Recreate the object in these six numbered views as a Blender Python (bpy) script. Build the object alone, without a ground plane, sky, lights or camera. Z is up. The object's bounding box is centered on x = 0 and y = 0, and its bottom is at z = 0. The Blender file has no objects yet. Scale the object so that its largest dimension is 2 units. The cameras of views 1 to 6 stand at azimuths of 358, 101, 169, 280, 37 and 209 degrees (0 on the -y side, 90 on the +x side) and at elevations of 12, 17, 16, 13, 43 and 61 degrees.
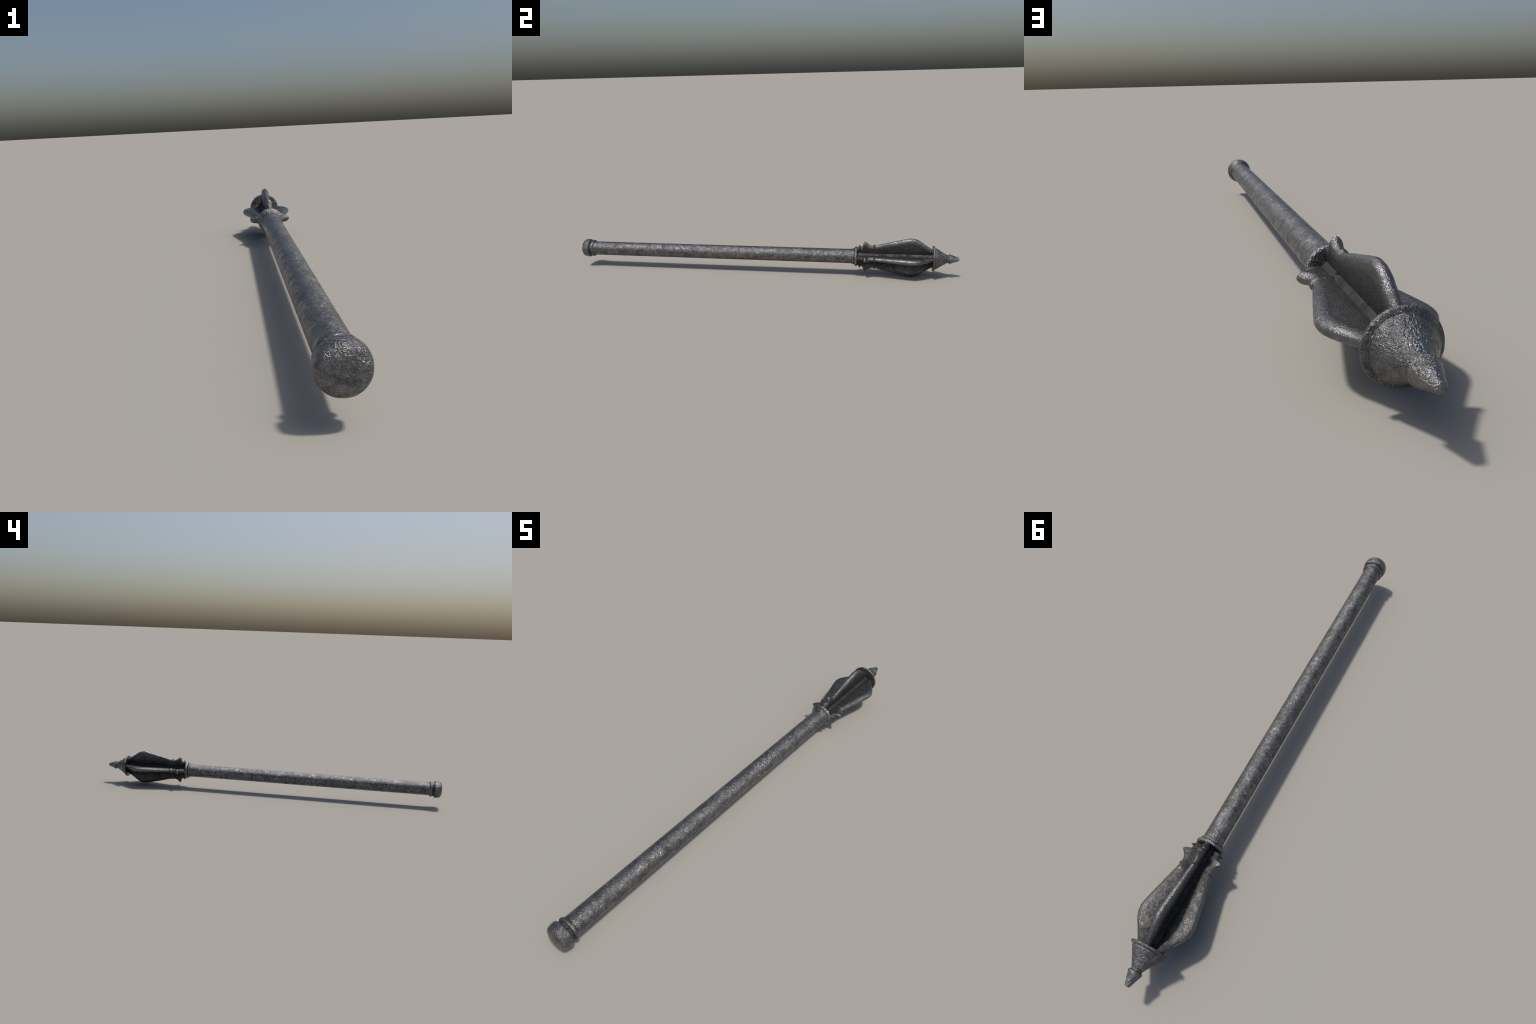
"""A flanged iron mace lying level: plain shaft along +Y with a rounded pommel,
a ringed collar, four flanges with little spurs, a conical cap and a blunt finial."""
import bpy, bmesh, math
from mathutils import Vector, Matrix, noise

AXIS_Z = 0.0998          # height of the mace's axis above the ground
LATHE_SEGMENTS = 128

# ------------------------------------------------------------------ materials


class Nodes:
    """Small helper for wiring shader nodes."""

    def __init__(self, name):
        self.mat = bpy.data.materials.new(name)
        self.mat.use_nodes = True
        self.tree = self.mat.node_tree
        self.tree.nodes.clear()

    def add(self, kind, **inputs):
        node = self.tree.nodes.new(kind)
        for key, val in inputs.items():
            if hasattr(node, key) and key not in node.inputs:
                setattr(node, key, val)
        return node

    def link(self, a, b):
        self.tree.links.new(a, b)

    def math(self, op, a, b=None, clamp=False):
        n = self.tree.nodes.new('ShaderNodeMath')
        n.operation = op
        n.use_clamp = clamp
        for i, v in enumerate((a, b)):
            if v is None:
                continue
            if isinstance(v, (int, float)):
                n.inputs[i].default_value = v
            else:
                self.link(v, n.inputs[i])
        return n.outputs[0]

    def noise(self, vec, scale, detail=4.0, rough=0.55, distortion=0.0):
        n = self.tree.nodes.new('ShaderNodeTexNoise')
        n.inputs['Scale'].default_value = scale
        n.inputs['Detail'].default_value = detail
        n.inputs['Roughness'].default_value = rough
        n.inputs['Distortion'].default_value = distortion
        self.link(vec, n.inputs['Vector'])
        return n.outputs['Fac']

    def ramp(self, fac, stops):
        n = self.tree.nodes.new('ShaderNodeValToRGB')
        els = n.color_ramp.elements
        while len(els) < len(stops):
            els.new(0.5)
        for el, (pos, col) in zip(els, stops):
            el.position = pos
            el.color = (*col, 1.0) if len(col) == 3 else col
        self.link(fac, n.inputs['Fac'])
        return n.outputs['Color']

    def maprange(self, val, a, b, c, d):
        n = self.tree.nodes.new('ShaderNodeMapRange')
        self.link(val, n.inputs[0])
        for i, v in enumerate((a, b, c, d)):
            n.inputs[i + 1].default_value = v
        return n.outputs[0]

    def mix(self, fac, a, b, mode='MIX'):
        n = self.tree.nodes.new('ShaderNodeMix')
        n.data_type = 'RGBA'
        n.blend_type = mode
        for sock, v in ((n.inputs[0], fac), (n.inputs[6], a), (n.inputs[7], b)):
            if isinstance(v, (int, float)):
                sock.default_value = v
            elif isinstance(v, tuple):
                sock.default_value = (*v, 1.0)
            else:
                self.link(v, sock)
        return n.outputs[2]


def forged_iron(name, tone=1.0, pit=1.0, stretch=1.6, grain=210.0, rough=0.28, offset=(0, 0, 0),
                inner_shade=None, crevice=True, polish=1.0, matt_sides=False,
                wear_amount=1.0, wear_smooth=1.0, contrast=1.0, scratch_amount=0.34, lump_amount=0.5, metallic=1.0):
    """Dark forged iron: mottled tone, uneven polish, hammered and filed grain.
    stretch > 1 squeezes the grain along the mace so that it runs round it.
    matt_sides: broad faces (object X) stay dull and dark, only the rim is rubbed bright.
    grime = (r0, r1, floor): occlusion shade painted into the tone, fading out from radius r0 to r1 off the axis."""
    n = Nodes(name)
    co = n.add('ShaderNodeTexCoord').outputs['Object']
    info = n.add('ShaderNodeObjectInfo')
    shift = n.tree.nodes.new('ShaderNodeVectorMath')
    shift.operation = 'MULTIPLY_ADD'
    n.link(info.outputs['Random'], shift.inputs[0])
    shift.inputs[1].default_value = (3.7, 5.1, 2.3)
    n.link(co, shift.inputs[2])
    base = n.add('ShaderNodeMapping')
    base.inputs['Location'].default_value = offset
    n.link(shift.outputs[0], base.inputs['Vector'])
    p = base.outputs[0]
    st = n.add('ShaderNodeMapping')
    st.inputs['Scale'].default_value = (1.0, stretch, 1.0)
    st.inputs['Rotation'].default_value = (0.30, 0.0, 0.35)
    n.link(p, st.inputs['Vector'])
    q = st.outputs[0]

    patches = n.noise(p, 20.0, 6.0, 0.66, 0.5)        # 3-5 cm tarnish patches
    wear = n.maprange(n.noise(p, 34.0, 3.0, 0.6, 0.6), 0.46, 0.64, 0.0, 1.0)   # rubbed-bright spots
    blotch = n.noise(p, 85.0, 4.0, 0.6, 0.3)          # ~1 cm blotches
    hammer = n.noise(q, grain, 2.5, 0.55, 0.2)        # hammered dimples
    scratch = n.noise(q, grain * 2.3, 3.0, 0.6, 0.5)  # file marks / scale

    # base colour
    col = n.ramp(patches, [(0.32, (0.098, 0.097, 0.098)), (0.50, (0.165, 0.164, 0.165)),
                           (0.66, (0.225, 0.222, 0.218))])
    if contrast < 1:
        col = n.mix(1 - contrast, col, (0.162, 0.161, 0.162))
    dark = n.maprange(blotch, 0.33, 0.66, 1 - 0.30 * contrast, 1 + 0.20 * contrast)
    gr = n.maprange(scratch, 0.32, 0.68, 1 - 0.30 * contrast, 1 + 0.28 * contrast)
    tonef = n.math('MULTIPLY', n.math('MULTIPLY', dark, gr), tone)
    if crevice:                                        # occlusion shade painted into grooves, worn bright edges
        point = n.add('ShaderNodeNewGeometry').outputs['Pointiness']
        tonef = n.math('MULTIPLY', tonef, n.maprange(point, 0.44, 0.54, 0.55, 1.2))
    if inner_shade:
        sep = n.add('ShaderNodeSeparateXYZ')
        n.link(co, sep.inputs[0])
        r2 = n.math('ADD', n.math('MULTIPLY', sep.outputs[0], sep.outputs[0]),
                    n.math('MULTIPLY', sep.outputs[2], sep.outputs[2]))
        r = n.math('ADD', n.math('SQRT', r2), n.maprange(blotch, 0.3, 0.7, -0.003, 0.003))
        shade_fac = n.maprange(r, inner_shade[0], inner_shade[1], inner_shade[2], 1.0)  # painted occlusion: tone drops towards the axis
        tonef = n.math('MULTIPLY', tonef, shade_fac)
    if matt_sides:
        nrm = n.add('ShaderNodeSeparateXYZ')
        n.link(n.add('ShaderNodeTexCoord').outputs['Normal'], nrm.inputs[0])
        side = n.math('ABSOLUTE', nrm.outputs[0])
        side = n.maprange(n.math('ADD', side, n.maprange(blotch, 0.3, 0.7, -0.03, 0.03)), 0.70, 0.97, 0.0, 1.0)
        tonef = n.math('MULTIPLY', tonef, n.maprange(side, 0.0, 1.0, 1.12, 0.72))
    comb = n.add('ShaderNodeCombineColor')
    for i in range(3):
        n.link(tonef, comb.inputs[i])
    col = n.mix(1.0, col, comb.outputs[0], 'MULTIPLY')

    # polish: worn patches shine, tarnished ones are dull
    r1 = n.maprange(patches, 0.34, 0.62, 0.15, -0.10)
    r2 = n.maprange(blotch, 0.36, 0.62, 0.10, -0.08)
    roughness = n.math('ADD', n.math('MULTIPLY', n.math('ADD', r1, r2), polish), rough, clamp=True)
    if inner_shade:
        roughness = n.math('ADD', roughness, n.maprange(shade_fac, inner_shade[2], 1.0, 0.34, 0.0), clamp=True)

    roughness = n.math('ADD', roughness, n.maprange(scratch, 0.34, 0.66, 0.07, -0.06), clamp=True)
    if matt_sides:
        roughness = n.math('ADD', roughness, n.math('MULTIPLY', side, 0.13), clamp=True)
    roughness = n.math('SUBTRACT', roughness, n.math('MULTIPLY', wear, 0.05 * wear_amount), clamp=True)
    roughness = n.math('MAXIMUM', roughness, 0.13)

    # relief; rubbed spots are smoother
    # flatten the tops of the hammer marks a little: rounded pads with crisp dents between
    hammer = n.maprange(hammer, 0.25, 0.75, 0.25, 0.75)
    h = n.math('ADD', hammer, n.math('MULTIPLY', scratch, scratch_amount))
    h = n.math('ADD', h, n.math('MULTIPLY', blotch, lump_amount))
    bump = n.add('ShaderNodeBump')
    bump.inputs['Strength'].default_value = 1.0
    bump.inputs['Distance'].default_value = 0.0035 * pit
    h = n.math('MULTIPLY', h, n.maprange(wear, 0.0, 1.0, 1.0, 1 - 0.28 * wear_smooth))
    n.link(h, bump.inputs['Height'])

    bsdf = n.add('ShaderNodeBsdfPrincipled')
    bsdf.inputs['Metallic'].default_value = metallic
    n.link(col, bsdf.inputs['Base Color'])
    n.link(roughness, bsdf.inputs['Roughness'])
    n.link(bump.outputs[0], bsdf.inputs['Normal'])
    out = n.add('ShaderNodeOutputMaterial')
    n.link(bsdf.outputs[0], out.inputs['Surface'])
    return n.mat


# ------------------------------------------------------------------- geometry

def rounded(profile):
    """profile: (y, r) or (y, r, fillet).  Replace each filleted corner by an arc-like curve."""
    out = []
    for i, p in enumerate(profile):
        a = Vector(p[:2])
        f = p[2] if len(p) > 2 else 0.0
        if f == 0 or i in (0, len(profile) - 1):
            out.append(a)
            continue
        b, c = Vector(profile[i - 1][:2]), Vector(profile[i + 1][:2])
        d1 = min(f, (b - a).length * 0.5)
        d2 = min(f, (c - a).length * 0.5)
        s, e = a + (b - a).normalized() * d1, a + (c - a).normalized() * d2
        for k in range(7):
            t = k / 6
            out.append(s * (1 - t) ** 2 + a * 2 * t * (1 - t) + e * t * t)
    return out


def resample(points, step):
    out = [points[0]]
    for a, b in zip(points, points[1:]):
        n = max(1, math.ceil((b - a).length / step))
        out += [a.lerp(b, k / n) for k in range(1, n + 1)]
    return out


def finish(name, bm, mat, parent, lumps=0.0, lump_size=0.02, sharp=55.0, seed=0.0):
    bmesh.ops.remove_doubles(bm, verts=bm.verts, dist=1e-6)
    bmesh.ops.recalc_face_normals(bm, faces=bm.faces)
    bm.normal_update()
    if lumps:
        for v in bm.verts:
            q = v.co / lump_size + Vector((seed, seed * 1.7, -seed))
            d = noise.noise(q) + 0.5 * noise.noise(q * 2.3)
            v.co += v.normal * (d * lumps)
    me = bpy.data.meshes.new(name)
    bm.to_mesh(me)
    bm.free()
    me.shade_smooth()
    me.set_sharp_from_angle(angle=math.radians(sharp))
    me.materials.append(mat)
    ob = bpy.data.objects.new(name, me)
    bpy.context.scene.collection.objects.link(ob)
    ob.parent = parent
    ob.location = (0, 0, AXIS_Z)
    return ob


def lathe(name, profile, mat, parent, step=0.004, segments=LATHE_SEGMENTS, **kw):
    """Turn a (y, r) profile about the Y axis."""
    pts = resample(rounded(profile), step)
    bm = bmesh.new()
    rings = []
    for y, r in pts:
        if r < 1e-5:
            rings.append([bm.verts.new((0, y, 0))])
        else:
            rings.append([bm.verts.new((r * math.cos(a), y, r * math.sin(a)))
                          for a in (2 * math.pi * k / segments for k in range(segments))])
    for A, B in zip(rings, rings[1:]):
        for k in range(segments):
            k2 = (k + 1) % segments
            if len(A) == 1 and len(B) == 1:
                continue
            if len(A) == 1:
                bm.faces.new((A[0], B[k], B[k2]))
            elif len(B) == 1:
                bm.faces.new((A[k], B[0], A[k2]))
            else:
                bm.faces.new((A[k], B[k], B[k2], A[k2]))
    return finish(name, bm, mat, parent, **kw)


def monotone(xs, ys):
    """Monotone cubic interpolation through control points."""
    n = len(xs)
    d = [(ys[i + 1] - ys[i]) / (xs[i + 1] - xs[i]) for i in range(n - 1)]
    m = [d[0]] + [0 if d[i - 1] * d[i] <= 0 else 2 * d[i - 1] * d[i] / (d[i - 1] + d[i])
                  for i in range(1, n - 1)] + [d[-1]]

    def f(x):
        i = max(0, min(n - 2, next((k for k in range(n - 1) if x <= xs[k + 1]), n - 2)))
        h = xs[i + 1] - xs[i]
        t = (x - xs[i]) / h
        return ((2 * t ** 3 - 3 * t ** 2 + 1) * ys[i] + (t ** 3 - 2 * t ** 2 + t) * h * m[i]
                + (-2 * t ** 3 + 3 * t ** 2) * ys[i + 1] + (t ** 3 - t ** 2) * h * m[i + 1])
    return f


# outer edge of a flange: distance from the axis along the mace
EDGE = [(0.496, 0.047), (0.505, 0.0485), (0.5105, 0.0545), (0.5212, 0.0520), (0.5275, 0.0535),
        (0.5325, 0.0660), (0.5368, 0.0758), (0.5410, 0.0787), (0.5455, 0.0765), (0.5517, 0.0702),
        (0.5620, 0.0628), (0.5750, 0.0596), (0.5820, 0.0598), (0.5950, 0.0614), (0.6100, 0.0642),
        (0.6500, 0.0742), (0.6920, 0.0843), (0.7250, 0.0919), (0.7460, 0.0965), (0.7580, 0.0990),
        (0.7680, 0.0998), (0.7827, 0.0982), (0.8027, 0.0909), (0.8350, 0.0692), (0.8673, 0.0476),
        (0.8800, 0.0395)]
edge_curve = monotone([p[0] for p in EDGE], [p[1] for p in EDGE])
# half thickness of its swollen rim
RIM = [(0.496, 0.0115), (0.520, 0.0112), (0.541, 0.0134), (0.562, 0.0126), (0.582, 0.0120),
       (0.610, 0.0122), (0.680, 0.0136), (0.740, 0.0147), (0.790, 0.0143), (0.830, 0.0132),
       (0.880, 0.0112)]
rim_curve = monotone([p[0] for p in RIM], [p[1] for p in RIM])
BASE_R, BASE_HALF = 0.0190, 0.0098      # where a flange leaves the core


def spike(y, centre, width):
    """Sharp little ridge with concave flanks."""
    t = max(0.0, 1 - abs(y - centre) / width)
    return t ** 1.6


def flange_section(y):
    """Half section (r, half thickness) from the rim down to the core."""
    bead = spike(y, 0.5875, 0.0062)
    spur = spike(y, 0.5148, 0.0062)
    R = edge_curve(y) + 0.0045 * bead + 0.0085 * spur
    T = rim_curve(y) + 0.0026 * bead + 0.0016 * spur
    run = 0.0050 if y < 0.5875 else 0.0170
    base = BASE_HALF + 0.0050 * max(0.0, 1 - abs(y - 0.5875) / run) ** 1.9
    # spurs near the collar have a blunt top, the blade itself is a broad lens
    blend = min(1.0, max(0.0, (y - 0.575) / 0.05))
    depth = min(0.017 + 0.006 * blend, (R - BASE_R) * 0.60)
    crease = 0.0017 * spike(y, 0.5893, 0.0032)
    pts = []
    p = 1.75 + 0.40 * blend                             # a shade more pointed than a half round
    for k in range(17):                 # swollen rim
        d = (k / 16) ** 1.6
        pts.append((R - depth * d, T * (1 - (1 - d) ** p) ** (1 / p)))
    r0, t0 = pts[-1]
    for k in range(1, 15):              # web, a touch hollow, down to the core
        s = k / 14
        t = t0 + (base - t0) * s - (0.0005 + crease) * math.sin(math.pi * s) ** 0.5
        pts.append((r0 + (BASE_R - r0) * s, t))
    pts.append((BASE_R - 0.006, base * 0.7))
    return pts


def flange_mesh(mat, parent):
    bm = bmesh.new()
    ys = []
    y = 0.496
    while y < 0.880:
        ys.append(y)
        near = min(abs(y - 0.5148), abs(y - 0.5875))
        y += 0.0005 if near < 0.008 else 0.0012
    ys.append(0.880)
    rows = []
    for y in ys:
        half = flange_section(y)
        full = [(r, -t) for r, t in reversed(half)] + half[1:]
        rows.append([bm.verts.new((t, y, r)) for r, t in full])
    for A, B in zip(rows, rows[1:]):
        for k in range(len(A) - 1):
            bm.faces.new((A[k], A[k + 1], B[k + 1], B[k]))
        bm.faces.new((A[-1], A[0], B[0], B[-1]))
    bm.faces.new(rows[0])
    bm.faces.new(rows[-1])
    return finish('flange', bm, mat, parent, lumps=0.00035, lump_size=0.012, sharp=50, seed=3.1)


def core_mesh(mat, parent):
    """Octagonal stem between the flanges; its narrow 45 degree faces show as strips."""
    a, b = 0.0098, 0.0197
    ring = [(b, a), (a, b), (-a, b), (-b, a), (-b, -a), (-a, -b), (a, -b), (b, -a)]
    bm = bmesh.new()
    n = 100
    rows = [[bm.verts.new((x, 0.494 + 0.386 * i / n, z)) for x, z in ring] for i in range(n + 1)]
    for A, B in zip(rows, rows[1:]):
        for k in range(8):
            bm.faces.new((A[k], A[(k + 1) % 8], B[(k + 1) % 8], B[k]))
    bm.faces.new(rows[0])
    bm.faces.new(rows[-1])
    return finish('head_core', bm, mat, parent, sharp=30)


# ------------------------------------------------------------------- the mace

def build():
    mace = bpy.data.objects.new('flanged_mace', None)
    mace.empty_display_size = 0.2
    bpy.context.scene.collection.objects.link(mace)
    mace['label'] = 'dark forged iron flanged mace with pointed cap, lying flat'
    mace['category'] = 'mace weapon'

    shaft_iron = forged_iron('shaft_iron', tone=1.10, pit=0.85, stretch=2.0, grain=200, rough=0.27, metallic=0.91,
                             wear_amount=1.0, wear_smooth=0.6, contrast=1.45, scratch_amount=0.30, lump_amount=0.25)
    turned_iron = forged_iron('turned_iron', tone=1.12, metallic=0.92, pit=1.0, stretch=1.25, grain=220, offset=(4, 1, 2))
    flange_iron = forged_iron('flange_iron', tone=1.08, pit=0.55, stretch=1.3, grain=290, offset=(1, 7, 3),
                              inner_shade=(0.022, 0.080, 0.42), crevice=False, matt_sides=True, contrast=0.5)  # flange roots carry painted occlusion shade
    collar_iron = forged_iron('collar_iron', tone=1.3, pit=0.9, stretch=1.1, grain=230, offset=(6, 1, 4),
                              crevice=False)
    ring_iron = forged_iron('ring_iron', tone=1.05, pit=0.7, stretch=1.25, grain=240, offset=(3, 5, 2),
                            inner_shade=(0.0395, 0.0430, 0.5), crevice=False)  # groove floor darkened in colour to stand for its shade
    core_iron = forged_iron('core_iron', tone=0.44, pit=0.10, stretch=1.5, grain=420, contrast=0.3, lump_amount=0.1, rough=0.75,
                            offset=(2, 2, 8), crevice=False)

    lathe('shaft', [(-0.9375, 0.0380), (-0.9370, 0.0434, 0.001), (-0.9345, 0.0429, 0.0015), (-0.9305, 0.0379, 0.0015),
                    (-0.9250, 0.0367, 0.003),
                    (0.0, 0.0366), (0.44, 0.0366, 0.01), (0.474, 0.0372, 0.004), (0.482, 0.0380)],
          shaft_iron, mace, step=0.002, lumps=0.00018, lump_size=0.018)

    lathe('pommel', [(-1.0, 0.0), (-0.9995, 0.014, 0.008), (-0.9973, 0.0315, 0.010), (-0.9908, 0.0447, 0.010),
                     (-0.9740, 0.0484, 0.010), (-0.9605, 0.0486, 0.006), (-0.9550, 0.0440, 0.003),
                     (-0.9535, 0.0385), (-0.9530, 0.0)],
          turned_iron, mace, step=0.0018, lumps=0.0005, lump_size=0.016, seed=1.3)

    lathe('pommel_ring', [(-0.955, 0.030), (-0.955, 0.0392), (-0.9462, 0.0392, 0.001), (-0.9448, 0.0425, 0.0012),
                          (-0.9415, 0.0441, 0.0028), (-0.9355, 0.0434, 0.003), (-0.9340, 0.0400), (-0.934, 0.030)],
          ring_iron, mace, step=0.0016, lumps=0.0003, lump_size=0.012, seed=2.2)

    lathe('collar_ring', [(0.4755, 0.030), (0.4755, 0.0375), (0.4775, 0.0408, 0.0015), (0.4815, 0.0422, 0.003),
                          (0.4850, 0.0408, 0.0015), (0.4868, 0.0385), (0.488, 0.030)],
          turned_iron, mace, step=0.0014, lumps=0.0002, lump_size=0.01, seed=4.0)

    lathe('collar', [(0.486, 0.030), (0.4862, 0.0400), (0.4885, 0.0455, 0.002), (0.4915, 0.0490, 0.003),
                     (0.4965, 0.0502, 0.003), (0.5010, 0.0488, 0.003), (0.5030, 0.0450, 0.002), (0.5030, 0.0)],
          collar_iron, mace, step=0.0016, lumps=0.0004, lump_size=0.010, seed=5.0)

    core_mesh(core_iron, mace)

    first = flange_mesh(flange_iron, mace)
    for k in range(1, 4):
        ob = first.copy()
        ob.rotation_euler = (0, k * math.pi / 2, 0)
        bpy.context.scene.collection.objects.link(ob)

    lathe('cap', [(0.8715, 0.0), (0.8715, 0.0595, 0.002), (0.8722, 0.0622, 0.002), (0.8765, 0.0638, 0.0035),
                  (0.8805, 0.0622, 0.002), (0.8820, 0.0575, 0.002), (0.8830, 0.0532, 0.0012), (0.8878, 0.0534, 0.0012),
                  (0.9150, 0.0363), (0.9385, 0.0222, 0.008), (0.9455, 0.0186, 0.003), (0.9500, 0.0205)],
          turned_iron, mace, step=0.0015, lumps=0.00025, lump_size=0.012, seed=6.0)

    lathe('finial', [(0.9455, 0.0180), (0.9490, 0.0198, 0.002), (0.9522, 0.0252, 0.0009), (0.9580, 0.0229, 0.004),
                     (0.9800, 0.0148), (0.9978, 0.0088, 0.003), (0.9996, 0.0060, 0.0025), (1.0, 0.0)],
          turned_iron, mace, step=0.0012, lumps=0.0003, lump_size=0.010, seed=7.0)


build()
